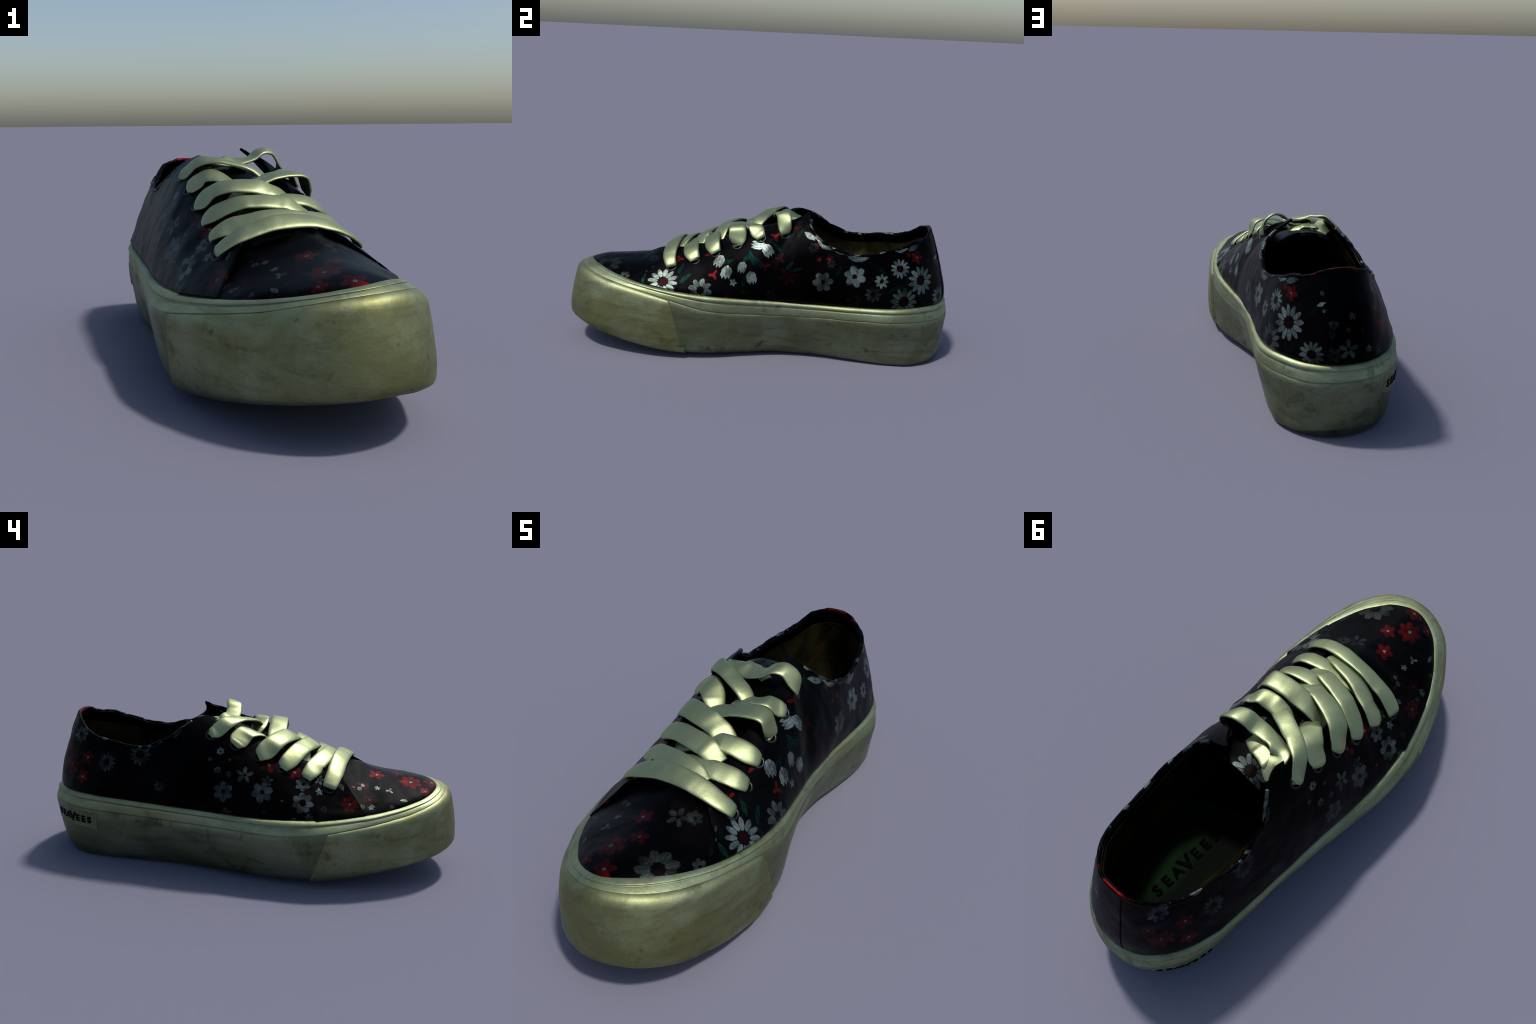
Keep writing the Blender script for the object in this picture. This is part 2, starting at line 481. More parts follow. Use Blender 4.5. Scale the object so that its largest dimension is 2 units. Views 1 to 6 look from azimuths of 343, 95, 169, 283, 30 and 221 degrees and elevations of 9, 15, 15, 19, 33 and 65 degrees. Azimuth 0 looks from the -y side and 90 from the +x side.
# printed flowers: kind, centre x, y, z, radius, turn in degrees, strength
#PRINTS_BEGIN
PRINT_QUARTER_R = [
    ('daisy', 0.309, -0.458, 0.388, 0.076, 14, 1.00), ('daisy8', 0.333, -0.264, 0.366, 0.061, 3, 0.90),
    ('bell', 0.293, -0.141, 0.453, 0.040, 169, 1.00), ('bell', 0.278, -0.064, 0.482, 0.033, 163, 0.80),
    ('bell', 0.287, -0.012, 0.432, 0.038, -167, 1.00), ('star', 0.303, -0.103, 0.408, 0.019, 2, 0.90),
    ('bell', 0.263, -0.186, 0.505, 0.040, 157, 0.90), ('bud', 0.299, -0.204, 0.441, 0.029, -145, 1.00),
    ('bud', 0.215, -0.395, 0.491, 0.025, -78, 1.00), ('bud', 0.217, -0.240, 0.532, 0.029, 2, 1.00),
    ('leaf', 0.259, -0.017, 0.530, 0.045, -153, 1.00), ('leaf', 0.258, -0.043, 0.531, 0.038, 144, 0.80),
    ('leaf', 0.263, -0.377, 0.455, 0.036, 170, 1.00), ('leaf', 0.302, -0.346, 0.415, 0.039, -40, 1.00),
    ('leaf', 0.294, -0.560, 0.393, 0.036, 1, 1.00), ('leaf', 0.268, -0.137, 0.507, 0.038, -64, 0.80),
    ('leaf', 0.296, -0.052, 0.415, 0.038, 171, 0.50), ('leaf', 0.266, 0.017, 0.511, 0.035, -146, 0.90),
    ('bell', 0.222, 0.002, 0.595, 0.040, 85, 1.00), ('bell', 0.237, 0.062, 0.567, 0.040, -150, 1.00),
    ('bud', 0.197, 0.093, 0.638, 0.031, -169, 0.90), ('bud', 0.154, 0.198, 0.672, 0.026, -46, 0.40),
    ('bud', 0.242, 0.125, 0.536, 0.031, -141, 0.60), ('lily', 0.276, 0.170, 0.453, 0.051, -25, 0.35),
    ('bud', 0.264, 0.052, 0.493, 0.027, -69, 0.80), ('leaf', 0.219, 0.104, 0.585, 0.032, -140, 1.00),
    ('leaf', 0.262, 0.173, 0.505, 0.032, -34, 0.90), ('leaf', 0.268, 0.215, 0.490, 0.029, -70, 0.90),
    ('leaf', 0.177, 0.213, 0.655, 0.035, -12, 0.70), ('leaf', 0.182, 0.160, 0.636, 0.029, -50, 0.70),
    ('pansy', 0.227, 0.287, 0.597, 0.027, 5, 0.15), ('red', 0.223, 0.305, 0.607, 0.018, 5, 0.90),
    ('red', 0.246, 0.370, 0.550, 0.019, 3, 1.00), ('pansy', 0.254, 0.381, 0.528, 0.023, 2, 0.20),
    ('red', 0.251, 0.320, 0.544, 0.014, 4, 0.70), ('pansy', 0.278, 0.345, 0.437, 0.051, 3, 0.65),
    ('pansy', 0.258, 0.502, 0.471, 0.056, 2, 0.95), ('daisy8', 0.248, 0.636, 0.453, 0.036, 2, 0.90),
    ('daisy', 0.218, 0.724, 0.517, 0.048, 0, 0.90), ('daisy', 0.189, 0.838, 0.457, 0.073, -3, 1.00),
    ('daisy', 0.249, 0.755, 0.356, 0.070, 2, 0.65), ('red', 0.170, 0.804, 0.570, 0.034, -5, 1.20),
    ('daisy8', 0.266, 0.597, 0.386, 0.040, 3, 0.35), ('pansy', 0.272, 0.504, 0.350, 0.042, 4, 0.10),
    ('red', 0.186, 0.761, 0.584, 0.019, -1, 0.70), ('leaf', 0.234, 0.626, 0.511, 0.038, -132, 0.60),
    ('leaf', 0.261, 0.419, 0.490, 0.032, -27, 0.50), ('leaf', 0.217, 0.768, 0.474, 0.032, -21, 0.60),
    ('leaf', 0.248, 0.702, 0.418, 0.039, -58, 0.60), ('leaf', 0.235, 0.752, 0.431, 0.035, -70, 0.60),
    ('leaf', 0.204, 0.852, 0.362, 0.036, -147, 0.50), ('leaf', 0.233, 0.593, 0.525, 0.029, -137, 0.40),
    ('wleaf', 0.194, 0.263, 0.649, 0.038, -128, 0.70), ('wleaf', 0.221, 0.339, 0.615, 0.045, -121, 0.80),
    ('wleaf', 0.231, 0.415, 0.587, 0.032, -116, 0.60), ('wleaf', 0.232, 0.514, 0.563, 0.054, -87, 0.75),
    ('wleaf', 0.232, 0.476, 0.572, 0.032, -102, 0.50), ('wleaf', 0.191, 0.723, 0.609, 0.035, -76, 0.80),
    ('wleaf', 0.164, 0.784, 0.616, 0.036, -71, 0.50), ('pansy', 0.287, 0.089, 0.353, 0.026, 2, 0.12),
    ('red', 0.269, 0.218, 0.320, 0.032, 0, 0.40), ('red', 0.317, -0.130, 0.332, 0.022, 2, 0.60),
    ('pansy', 0.306, -0.042, 0.349, 0.026, 2, 0.15), ('daisy', 0.111, 0.941, 0.356, 0.053, 4, 0.75),
    ('wleaf', 0.070, 0.910, 0.552, 0.019, -64, 1.00), ('star', 0.066, 0.899, 0.593, 0.011, 5, 0.80),
    ('star', 0.059, 0.921, 0.529, 0.009, 3, 0.60), ('leaf', 0.098, 0.904, 0.525, 0.030, -53, 0.50),
    ('leaf', 0.185, 0.875, 0.368, 0.031, -13, 0.40), ('wleaf', 0.194, 0.304, 0.640, 0.023, -70, 0.50),
    ('wleaf', 0.239, -0.522, 0.442, 0.013, -34, 0.25), ('wleaf', 0.258, -0.553, 0.422, 0.009, -46, 0.40),
    ('leaf', 0.258, -0.522, 0.428, 0.026, -38, 0.40), ('leaf', 0.188, -0.472, 0.488, 0.022, -49, 0.50),
]
PRINT_QUARTER_L = [
    ('daisy8', -0.167, 0.820, 0.598, 0.042, 23, 0.55), ('red6', -0.205, 0.862, 0.457, 0.053, 20, 0.85),
    ('red', -0.230, 0.762, 0.504, 0.035, 15, 0.80), ('red', -0.258, 0.782, 0.414, 0.035, 14, 0.90),
    ('red', -0.165, 0.881, 0.523, 0.027, 29, 0.70), ('daisy', -0.256, 0.650, 0.496, 0.045, 10, 0.40),
    ('daisy', -0.248, 0.482, 0.547, 0.052, 6, 0.42), ('pansy', -0.305, 0.373, 0.416, 0.025, 4, 0.25),
    ('dot', -0.229, 0.092, 0.593, 0.018, 6, 0.80), ('rdot', -0.246, 0.042, 0.562, 0.017, 4, 0.60),
    ('dot', -0.277, 0.094, 0.515, 0.017, 5, 0.60), ('dot', -0.282, 0.038, 0.500, 0.013, 5, 0.30),
    ('dot', -0.255, 0.137, 0.557, 0.009, 8, 0.40), ('pansy', -0.315, 0.056, 0.425, 0.047, 4, 0.50),
    ('lily5', -0.272, -0.035, 0.503, 0.040, -16, 0.50), ('pansy', -0.333, 0.036, 0.321, 0.032, -5, 0.30),
    ('red', -0.295, 0.664, 0.388, 0.009, 8, 0.40), ('wleaf', -0.228, 0.434, 0.592, 0.030, -70, 0.50),
    ('wleaf', -0.198, 0.316, 0.650, 0.036, -44, 0.30), ('pansy', -0.294, -0.124, 0.434, 0.050, 3, 0.55),
    ('lily5', -0.262, -0.142, 0.480, 0.028, 9, 0.50), ('pansy', -0.226, -0.302, 0.467, 0.036, -2, 0.60),
    ('ring', -0.288, -0.313, 0.398, 0.050, 0, 0.75), ('red', -0.209, -0.138, 0.543, 0.042, -8, 0.80),
    ('red', -0.196, -0.254, 0.512, 0.037, -7, 0.90), ('red6', -0.238, -0.522, 0.394, 0.042, -3, 0.85),
    ('rdot', -0.301, -0.218, 0.402, 0.014, 2, 0.70), ('star', -0.232, -0.378, 0.438, 0.019, -4, 0.70),
    ('lily5', -0.187, -0.372, 0.482, 0.025, -6, 0.60), ('wleaf', -0.188, -0.473, 0.455, 0.024, -155, 0.60),
    ('dot', -0.285, -0.410, 0.375, 0.015, -1, 0.25), ('pansy', -0.322, -0.350, 0.337, 0.021, 2, 0.40),
    ('star', -0.331, -0.282, 0.330, 0.013, 1, 0.40), ('dot', -0.332, -0.142, 0.356, 0.014, 4, 0.20),
    ('wleaf', -0.148, -0.461, 0.490, 0.015, -159, 0.50), ('star', -0.122, 0.957, 0.377, 0.016, -1, 0.50),
    ('lily5', -0.176, 0.929, 0.364, 0.022, -1, 0.45), ('red', -0.094, 0.949, 0.456, 0.011, -4, 0.70),
    ('leaf', -0.112, 0.157, 0.722, 0.027, 158, 1.00),
]
PRINT_VAMP = [
    ('rdot', -0.129, -0.524, 0.433, 0.016, 97, 0.40), ('red', 0.008, -0.614, 0.459, 0.039, -148, 0.95),
    ('red', 0.060, -0.707, 0.458, 0.033, -142, 0.75), ('red6', -0.003, -0.775, 0.443, 0.053, -140, 0.95),
    ('red', -0.047, -0.849, 0.418, 0.026, -142, 0.90), ('red', 0.044, -0.872, 0.432, 0.041, -143, 0.95),
    ('cosmos', 0.188, -0.778, 0.425, 0.076, -140, 0.30), ('lily5', 0.116, -0.569, 0.467, 0.040, -86, 0.28),
    ('pansy', 0.160, -0.536, 0.457, 0.030, -142, 0.28), ('lily5', 0.105, -0.458, 0.486, 0.023, -143, 0.28),
    ('lily5', 0.044, -0.467, 0.496, 0.019, -169, 0.30), ('star', -0.094, -0.629, 0.428, 0.016, -138, 1.00),
    ('lily3', -0.098, -0.688, 0.425, 0.021, -156, 0.80), ('wleaf', -0.206, -0.624, 0.380, 0.014, 138, 0.40),
    ('dot', -0.125, -0.551, 0.429, 0.011, -142, 0.40), ('pansy', 0.271, -0.667, 0.390, 0.030, -135, 0.40),
    ('wleaf', -0.139, -0.757, 0.398, 0.019, -166, 0.60), ('rdot', -0.100, -0.561, 0.436, 0.028, 97, 0.60),
    ('red', -0.176, -0.604, 0.398, 0.033, 96, 0.35), ('star', -0.217, -0.616, 0.374, 0.015, 96, 0.50),
    ('star', -0.188, -0.708, 0.379, 0.013, 96, 0.40), ('star', -0.221, -0.576, 0.378, 0.014, 97, 0.40),
    ('red', -0.205, -0.699, 0.365, 0.018, 95, 0.50), ('wleaf', 0.149, -0.453, 0.473, 0.012, -146, 0.25),
    ('leaf', 0.264, -0.594, 0.403, 0.026, -144, 0.40),
]
PRINT_TONGUE = [
    ('dot', -0.086, -0.496, 0.462, 0.012, -142, 0.60), ('rdot', -0.030, -0.494, 0.479, 0.017, -144, 0.70),
    ('dot', 0.010, -0.507, 0.483, 0.014, 97, 0.50), ('daisy', -0.044, 0.238, 0.682, 0.069, 43, 0.45),
    ('bell', 0.014, -0.007, 0.635, 0.029, 18, 0.80), ('dot', 0.088, 0.027, 0.632, 0.012, 46, 0.60),
    ('bell', -0.038, -0.065, 0.614, 0.029, 14, 0.40),
]
PRINT_HEEL_STAY = [
    ('pansy', 0.025, 0.948, 0.477, 0.021, 0, 0.30), ('star', -0.050, 0.941, 0.510, 0.016, -1, 0.35),
    ('dot', -0.033, 0.954, 0.458, 0.010, -1, 0.25), ('lily5', -0.032, 0.973, 0.383, 0.041, -20, 0.40),
    ('pansy', 0.024, 0.973, 0.359, 0.033, 1, 0.25), ('star', 0.033, 0.956, 0.440, 0.015, 1, 0.25),
]
#PRINTS_END


M_RUBBER = rubber('platform_rubber', (.225, .262, .170), (.158, .178, .098), (.026, .026, .014), 1.15)
M_BUMP = rubber('bumper_rubber', (.285, .322, .190), (.212, .218, .098), (.034, .031, .013), 1.15)
M_STRIP = rubber('foxing_rubber', (.305, .358, .225), (.260, .290, .155), (.080, .082, .04), 1.0)
M_LABEL = rubber('label_rubber', (.215, .248, .158), (.165, .185, .105), (.05, .05, .028), .9)
M_QR = canvas('floral_canvas_inner', PRINT_QUARTER_R, side_surface(lambda s, v: quarter(1, s, v)), (0, 0, 1))
M_QL = canvas('floral_canvas_outer', PRINT_QUARTER_L, side_surface(lambda s, v: quarter(-1, s, v)), (0, 0, 1))
M_VAMP = canvas('floral_canvas_toe', PRINT_VAMP, top_surface, (0, -1, 0))
M_TONGUE = canvas('floral_canvas_tongue', PRINT_TONGUE, lambda p: unit(np.array([0, -.3, 1.])), (0, -1, 0))
M_HEEL = canvas('floral_canvas_heel', PRINT_HEEL_STAY, lambda p: unit(np.array([0, 1., .15])), (0, 0, 1), tuple(.6 * c for c in BLACK))
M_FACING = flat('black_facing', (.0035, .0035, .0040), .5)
M_INK = flat('black_ink', (.0015, .0015, .0015), .75)
M_EYELET = flat('dark_eyelet', (.030, .034, .032), .42)


def lace_material():
    m, N, b, P = material('cream_woven_lace', .50)
    big, _ = N.noise(P, 7, 4)
    fine, _ = N.noise(P, 220, 2)
    col = N.mix(N.ramp(big, .3, .7), (.285, .332, .185), (.330, .372, .205))
    col = N.mix(N.math('MULTIPLY', N.ramp(fine, .4, .7), .25), col, (.22, .25, .135))
    N.put(b.inputs['Base Color'], col)
    N.put(b.inputs['Normal'], N.bump(fine, .10, .004))
    return m


def lining_material():
    m, N, b, P = material('olive_lining', .55)
    n, _ = N.noise(P, 6, 5, .6, .5)
    col = N.mix(N.ramp(n, .35, .65), (.010, .009, .004), (.058, .049, .018))  # both olives darkened for the shade inside the shoe
    N.put(b.inputs['Base Color'], col)
    return m


def insole_material():
    """near black footbed with a faded green patch under the heel"""
    m, N, b, P = material('dark_green_footbed', .6)
    n, _ = N.noise(P, 7, 4)
    d = N.vmath('LENGTH', N.mapping(P, (.03, .60, .28), (0, 0, .12), (.075, .20, 1), 'TEXTURE'))
    f = N.math('MULTIPLY', N.ramp(d, 1.15, .5), N.ramp(n, .25, .6))
    N.put(b.inputs['Base Color'], N.mix(f, (.0016, .0022, .0017), (.0026, .0062, .0028)))
    return m


def binding_material():
    """rolled edge of the same print: pale and red petals cut by the fold"""
    m, N, b, P = material('collar_binding_canvas', .5)
    n, _ = N.noise(P, 15, 3, .6, 1.0)
    s = N.new('ShaderNodeSeparateXYZ')
    N.put(s.inputs[0], P)
    heel = N.math('MULTIPLY', N.ramp(s.outputs[1], .80, .84), N.ramp(N.math('ABSOLUTE', N.math('ADD', s.outputs[0], .0)), .105, .08))
    side = N.ramp(s.outputs[1], .82, .74)
    col = N.mix(N.math('MULTIPLY', N.math('MULTIPLY', N.ramp(n, .52, .60), side), .55), BLACK, tuple(.5 * c for c in WHITE))
    col = N.mix(N.math('MULTIPLY', N.math('MULTIPLY', N.ramp(n, .46, .56), heel), .75), col, RED)
    N.put(b.inputs['Base Color'], col)
    return m


M_LACE, M_LINING, M_INSOLE, M_BIND = lace_material(), lining_material(), insole_material(), binding_material()
#MATERIALS_END

# ----------------------------------------------------------------------------
# root
# ----------------------------------------------------------------------------
ROOT = bpy.data.objects.new('sneaker', None)
bpy.context.scene.collection.objects.link(ROOT)
ROOT["label"] = "black floral canvas sneaker with cream platform sole and laces"
ROOT["category"] = "shoe"

# ----------------------------------------------------------------------------
# sole
# ----------------------------------------------------------------------------
BUMP_TOP = (1.56, TOT - 1.585)      # stations of the toe bumper's ends (top)
BUMP_BOT = (1.48, TOT - 1.515)


def sole_side(s, w, bulge=True):
    """point on the platform side: w 0 at the crease, 1 at the bottom edge"""
    G, B = crease(s), base(s)
    n = unit(outward(s) + outward(s, base))
    w = np.asarray(w, float)[..., None]
    P = G + (B - G) * w
    a = np.abs(s - 2.25)[..., None]
    toe = 1 - smooth(.25, .85, a)
    amount = .004 * 4 * w * (1 - w) + toe * .012 * (4 * w * (1 - w)) ** .6
    return P + n * amount, n


# platform: profile rows (w, extra outward offset)
prof = [(-.02, -.03), (-.02, -.004), (0., .003), (.03, .007), (.10, .008), (.2, .006), (.35, .004), (.5, .002), (.65, .001), (.78, .0),
        (.87, -.001), (.93, -.003), (.97, -.008), (1.0, -.016)]
NS = 360
S = np.arange(NS) * TOT / NS
rows = []
for w, off in prof:
    P, n = sole_side(S, np.full(NS, max(w, 0)))
    hid = 1 - smooth(.60, .66, np.abs(S - 2.25))            # tucked in behind the toe bumper
    rows.append(P + n * (off - .010 * hid)[:, None] + np.stack([0*S, 0*S, (.006 if w < 0 else 0) + .008 * hid * max(w, 0)], -1))
rows = np.stack(rows, 1)                                  # NS x K x 3
# keep the profile above the ground, then close the underside with shrinking rings
B = base(S)
n = outward(S, base)
def spine_x(y):
    return np.interp(y, [-.9, -.4, 0, .3, .7, .9], [.06, .01, -.02, -.04, -.015, -.01])
def bottom_z(y):
    return np.interp(y, [-1, -.97, -.9, -.75, -.55, -.35, -.15, .05, .25, .45, .65, .85, .95, .99],
                     [.150, .143, .126, .092, .053, .028, .020, .020, .014, .008, .004, .004, .008, .012])
under = []
for f, dz in ((.93, -.004), (.80, -.004), (.5, -.002), (.2, 0), (.02, 0)):
    yc = np.clip(B[:, 1], -.80, .80)
    cen = np.stack([spine_x(yc), yc * .98, 0 * yc], -1)
    P = cen + (B - cen) * f
    P[:, 2] = np.maximum(bottom_z(P[:, 1]) + dz * 0, 0.0)
    under.append(P)
allr = np.concatenate([rows, np.stack(under, 1)], 1)
K = allr.shape[1]
flat = allr.reshape(-1, 3)
flat[:, 2] = np.maximum(flat[:, 2], 0)
rough = fbm(flat, 6.0, 3.1) * .0018 + fbm(flat, 22.0, 1.7, 2) * .0006
ctr = np.array([0, 0, flat[:, 2].mean()])
nn = np.repeat(unit(outward(S)), K, 0)
flat = flat + nn * rough[:, None]
faces = grid_faces(NS, K, closed_u=True)
last = K - 1
me = mesh_from('platform_sole', flat, faces)
bm = bmesh.new(); bm.from_mesh(me)
bmesh.ops.holes_fill(bm, edges=[e for e in bm.edges if e.is_boundary and e.verts[0].co.z < .2 and e.verts[1].co.z < .2], sides=0)
bmesh.ops.recalc_face_normals(bm, faces=bm.faces)
bm.to_mesh(me); bm.free()
SOLE = add_object('platform_sole', me, M_RUBBER)

# foxing strip: band between canvas and platform, with a piping rib on top
prof = [(-.02, -.035, -.004), (-.02, -.006, .002), (.0, .004, .001), (.06, .010, .0), (.16, .013, 0), (.26, .012, 0), (.32, .008, 0), (.36, .0055, 0),
        (.40, .0075, 0), (.5, .0085, 0), (.7, .008, 0), (.88, .0075, 0), (.96, .006, 0), (1.02, .002, 0), (1.05, -.02, 0)]
NF = 420
S = np.arange(NF) * TOT / NF
F, G = edge(S), crease(S)
n = unit(outward(S, edge) + outward(S))
r = [F + (G - F) * w + n * off + np.array([0, 0, dz]) for w, off, dz in prof]
r = np.stack(r, 1).reshape(-1, 3)
r = r + np.repeat(n, len(prof), 0) * (fbm(r, 9, 5.) * .0015)[:, None]
STRIP = add_object('foxing_strip', mesh_from('foxing_strip', r, grid_faces(NF, len(prof), True)), M_STRIP)

# toe bumper: a second thick layer wrapped round the front
NB, WB = 200, [-.015, 0, .02, .05, .09, .14, .22, .35, .5, .65, .78, .87, .93, .97, 1.0, 1.02, 1.03]
OB = [-.03, .004, .011, .0155, .0175, .0175, .0155, .0135, .012, .011, .010, .009, .0075, .004, -.002, -.012, -.06]
f = np.linspace(0, 1, NB)
r = []
for w, off in zip(WB, OB):
    cw = min(max(w, 0), 1)
    s0 = BUMP_TOP[0] + (BUMP_BOT[0] - BUMP_TOP[0]) * cw
    s1 = BUMP_TOP[1] + (BUMP_BOT[1] - BUMP_TOP[1]) * cw
    s = s0 + (s1 - s0) * f
    P, n = sole_side(s, np.full(NB, cw))
    endd = np.minimum(s - s0, s1 - s)
    edge_round = np.sqrt(np.clip(endd / .006, 0, 1))
    thick = .85 + .15 * (1 - smooth(.2, .7, np.abs(s - 2.25))) + .25 * (1 - smooth(.0, .5, np.abs(s - 2.05)))
    o = np.where(off > 0, off * thick * edge_round - .004 * (1 - edge_round), off)
    dz = .004 if w < 0 else -max(w - 1, 0) * .25
    r.append(P + n * o[:, None] + np.array([0, 0, dz]))
r = np.stack(r, 1).reshape(-1, 3)
nb = np.repeat(outward(s), len(WB), 0)
r = r + nb * (fbm(r, 7, 9.) * .0025)[:, None]
r[:, 2] = np.maximum(r[:, 2], .001)
add_object('toe_bumper', mesh_from('toe_bumper', r, grid_faces(NB, len(WB))), M_BUMP)

# ----------------------------------------------------------------------------
# upper
# ----------------------------------------------------------------------------
def wrinkle(P, s):
    w = fbm(P, 5.0, 2.0) * .005 + fbm(P, 13., 4.0, 3) * .0026
    return w


from mathutils.bvhtree import BVHTree
LACE_BED = []          # surfaces the laces lie on


def bed(*obs):
    for ob in obs:
        me = ob.data
        LACE_BED.append(BVHTree.FromPolygons([v.co.copy() for v in me.vertices], [tuple(p.vertices) for p in me.polygons]))


def push_out(p, height, trees):
    """lift p until it clears every bed surface by height"""
    q = Vector(p)
    for tree in trees:
        loc, nor, i, d = tree.find_nearest(q, .07)
        if loc is None:
            continue
        if nor.z < -.05:
            continue
        sd = (q - loc).dot(nor)
        if sd < height and sd > -.05:
            q = q + nor * (height - sd)
    return np.array(q)


def shell(name, fn, s0, s1, v0, v1, ns, nv, mats, off=0., thick=.01, wr=1., ridge=False, low=False, over=None):
    s = np.linspace(s0, s1, ns)
    v = np.linspace(v0, v1, nv)
    SS, VV = np.meshgrid(s, v, indexing='ij')
    SS, VV = SS.ravel(), VV.ravel()
    P = fn(SS, VV)
    N = normals_of(fn, SS, VV, REF)
    if ridge:
        k = smooth(.8, .97, VV)[:, None]
        N = unit(N * (1 - k) + np.array([.0, -.15, 1.]) * k)
    tuck = smooth(0, .05, VV) if low else 1.0
    P = P + N * ((off + .006) * tuck - .006 * (1 if low else 1) + wr * wrinkle(P, SS) * tuck)[:, None]
    if over is not None:      # overlap another piece at the front seam
        for i in np.where(SS > 1.45)[0]:
            if VV[i] > .02:
                P[i] = push_out(P[i], .005, [over])
    outer = P
    inner = P - N * thick
    nvt = ns * nv
    faces = grid_faces(ns, nv)
    fin = [tuple(reversed([i + nvt for i in f])) for f in faces]
    rim = []
    def strip(idx):
        for a, b in zip(idx[:-1], idx[1:]):
            rim.append((a, b, b + nvt, a + nvt))
    strip([j for j in range(nv)]); strip([(ns - 1) * nv + j for j in range(nv)])
    strip([i * nv + nv - 1 for i in range(ns)]); strip([i * nv for i in range(ns)])
    me = mesh_from(name, np.concatenate([outer, inner]), faces + fin + rim)
    return add_object(name, me, mats, smooth_angle=50)


qr = lambda s, v: quarter(1, s, v)
ql = lambda s, v: quarter(-1, s, v)
# vamp: two halves mirrored at the ridge share their border
def vamp_mesh():
    ns, nv = 161, 34
    SS, VV = np.meshgrid(np.linspace(1.60, 2.90, ns), np.linspace(0, 1, nv), indexing='ij')
    P = vamp(SS.ravel(), VV.ravel())
    k = np.clip((VV.ravel() - .0) / .1, 0, 1)
    P[:, 2] += wrinkle(P, None) * k
    me = bpy.data.meshes.new('vamp')
    me.from_pydata([tuple(p) for p in P], [], grid_faces(ns, nv))
    bm = bmesh.new(); bm.from_mesh(me)
    bmesh.ops.remove_doubles(bm, verts=[v for v in bm.verts if v.index % nv == nv - 1], dist=.004)
    bm.verts.ensure_lookup_table()
    for _ in range(14):
        near = [v for v in bm.verts if abs(v.co.x - .07) < .09 and not v.is_boundary]
        bmesh.ops.smooth_vert(bm, verts=near, factor=.5, use_axis_x=True, use_axis_y=True, use_axis_z=True)
    bmesh.ops.recalc_face_normals(bm, faces=bm.faces)
    if sum(f.normal.z for f in bm.faces) < 0:
        bmesh.ops.reverse_faces(bm, faces=bm.faces)
    bm.to_mesh(me); bm.free()
    return add_object('vamp', me, M_VAMP)


VAMP = vamp_mesh()
bed(VAMP)
QR = shell('quarter', qr, 0.0, 1.75, -0.0, 1, 150, 36, M_QR, off=.004, thick=.010, low=True, over=LACE_BED[0])
QL = shell('quarter', ql, 0.0, 1.75, -0.0, 1, 150, 36, M_QL, off=.004, thick=.010, low=True, over=LACE_BED[0])


# heel stay: plain strip up the back
def stay(s, v):
    s = np.asarray(s, float)
    return np.where((s >= 0)[..., None], quarter(1, np.maximum(s, 0), v), quarter(-1, np.maximum(-s, 0), v))
shell('heel_stay', stay, -.085, .065, 0, 1.0, 16, 30, M_HEEL, off=.0075, thick=.006, low=True)

# collar facing (dark, inside the rim) and lining
shell('collar_facing', qr, 0, 1.08, .80, 1.0, 90, 8, M_FACING, off=-.0065, thick=.006)
shell('collar_facing', ql, 0, 1.08, .80, 1.0, 90, 8, M_FACING, off=-.0065, thick=.006)
def padded(side, depth):
    """inner wall: leaves the collar and leans in towards the footbed"""
    def fn(s, v):
        P = quarter(side, s, v)
        n = outward(s if side > 0 else TOT - s, edge)
        dep = .07 + (depth - .07) * smooth(0, .4, s)
        return P - n * (.014 + dep * (1 - np.asarray(v)) ** 1.4)[..., None]
    return fn
shell('lining', padded(1, .06), 0, 1.25, .0, .82, 90, 20, M_LINING, off=0, thick=.004)
shell('lining', padded(-1, .165), 0, 1.25, .0, .82, 90, 20, M_LINING, off=0, thick=.004)

# collar binding: rolled edge following the opening
def tube(name, path, rad, mat, seg=8, closed=False, parent=None):
    path = np.asarray(path, float)
    n = len(path)
    if closed:
        d = np.roll(path, -1, 0) - np.roll(path, 1, 0)
    else:
        d = np.gradient(path, axis=0)
    d = unit(d)
    up = np.array([0, 0, 1.])
    a = unit(np.cross(d, up)); b = np.cross(a, d)
    rad = np.broadcast_to(rad, (n,))
    ang = np.arange(seg) * 2 * np.pi / seg
    V = path[:, None] + rad[:, None, None] * (np.cos(ang)[None, :, None] * a[:, None] + np.sin(ang)[None, :, None] * b[:, None])
    f = grid_faces(n, seg, closed, True)
    if not closed:
        f += [tuple(range(seg)), tuple((n - 1) * seg + i for i in range(seg))]
    return add_object(name, mesh_from(name, V.reshape(-1, 3), f), mat, parent)

sr = np.linspace(1.06, 0, 120); sl = np.linspace(0, 1.06, 120)[1:]
top = np.concatenate([quarter(1, sr, np.ones(120)), quarter(-1, sl, np.ones(119))])
jit = fbm(top, 9, 6.) * .002
top[:, 2] += jit - .002
tube('collar_binding', top, .0085 + .003 * fbm(top, 14, 2.2), M_BIND)

# tongue
def tongue(s, v):
    """s = y, v across 0..1"""
    s = np.asarray(s, float); v = np.asarray(v, float)
    rd = crom(RIDGE, s)
    hw = np.interp(s, [-.55, -.4, 0, .27], [.13, .14, .15, .155])
    u = v * 2 - 1
    x = rd[..., 0] * .6 + hw * u
    z = rd[..., 1] - .006 - np.interp(s, [-.5, 0, .27], [.03, .045, .06]) * np.abs(u) ** 2.2
    return np.stack([x, s, z], -1)
TONGUE = shell('tongue', tongue, -.47, .265, 0, 1, 80, 30, M_TONGUE, off=0, thick=.014, wr=1.0)

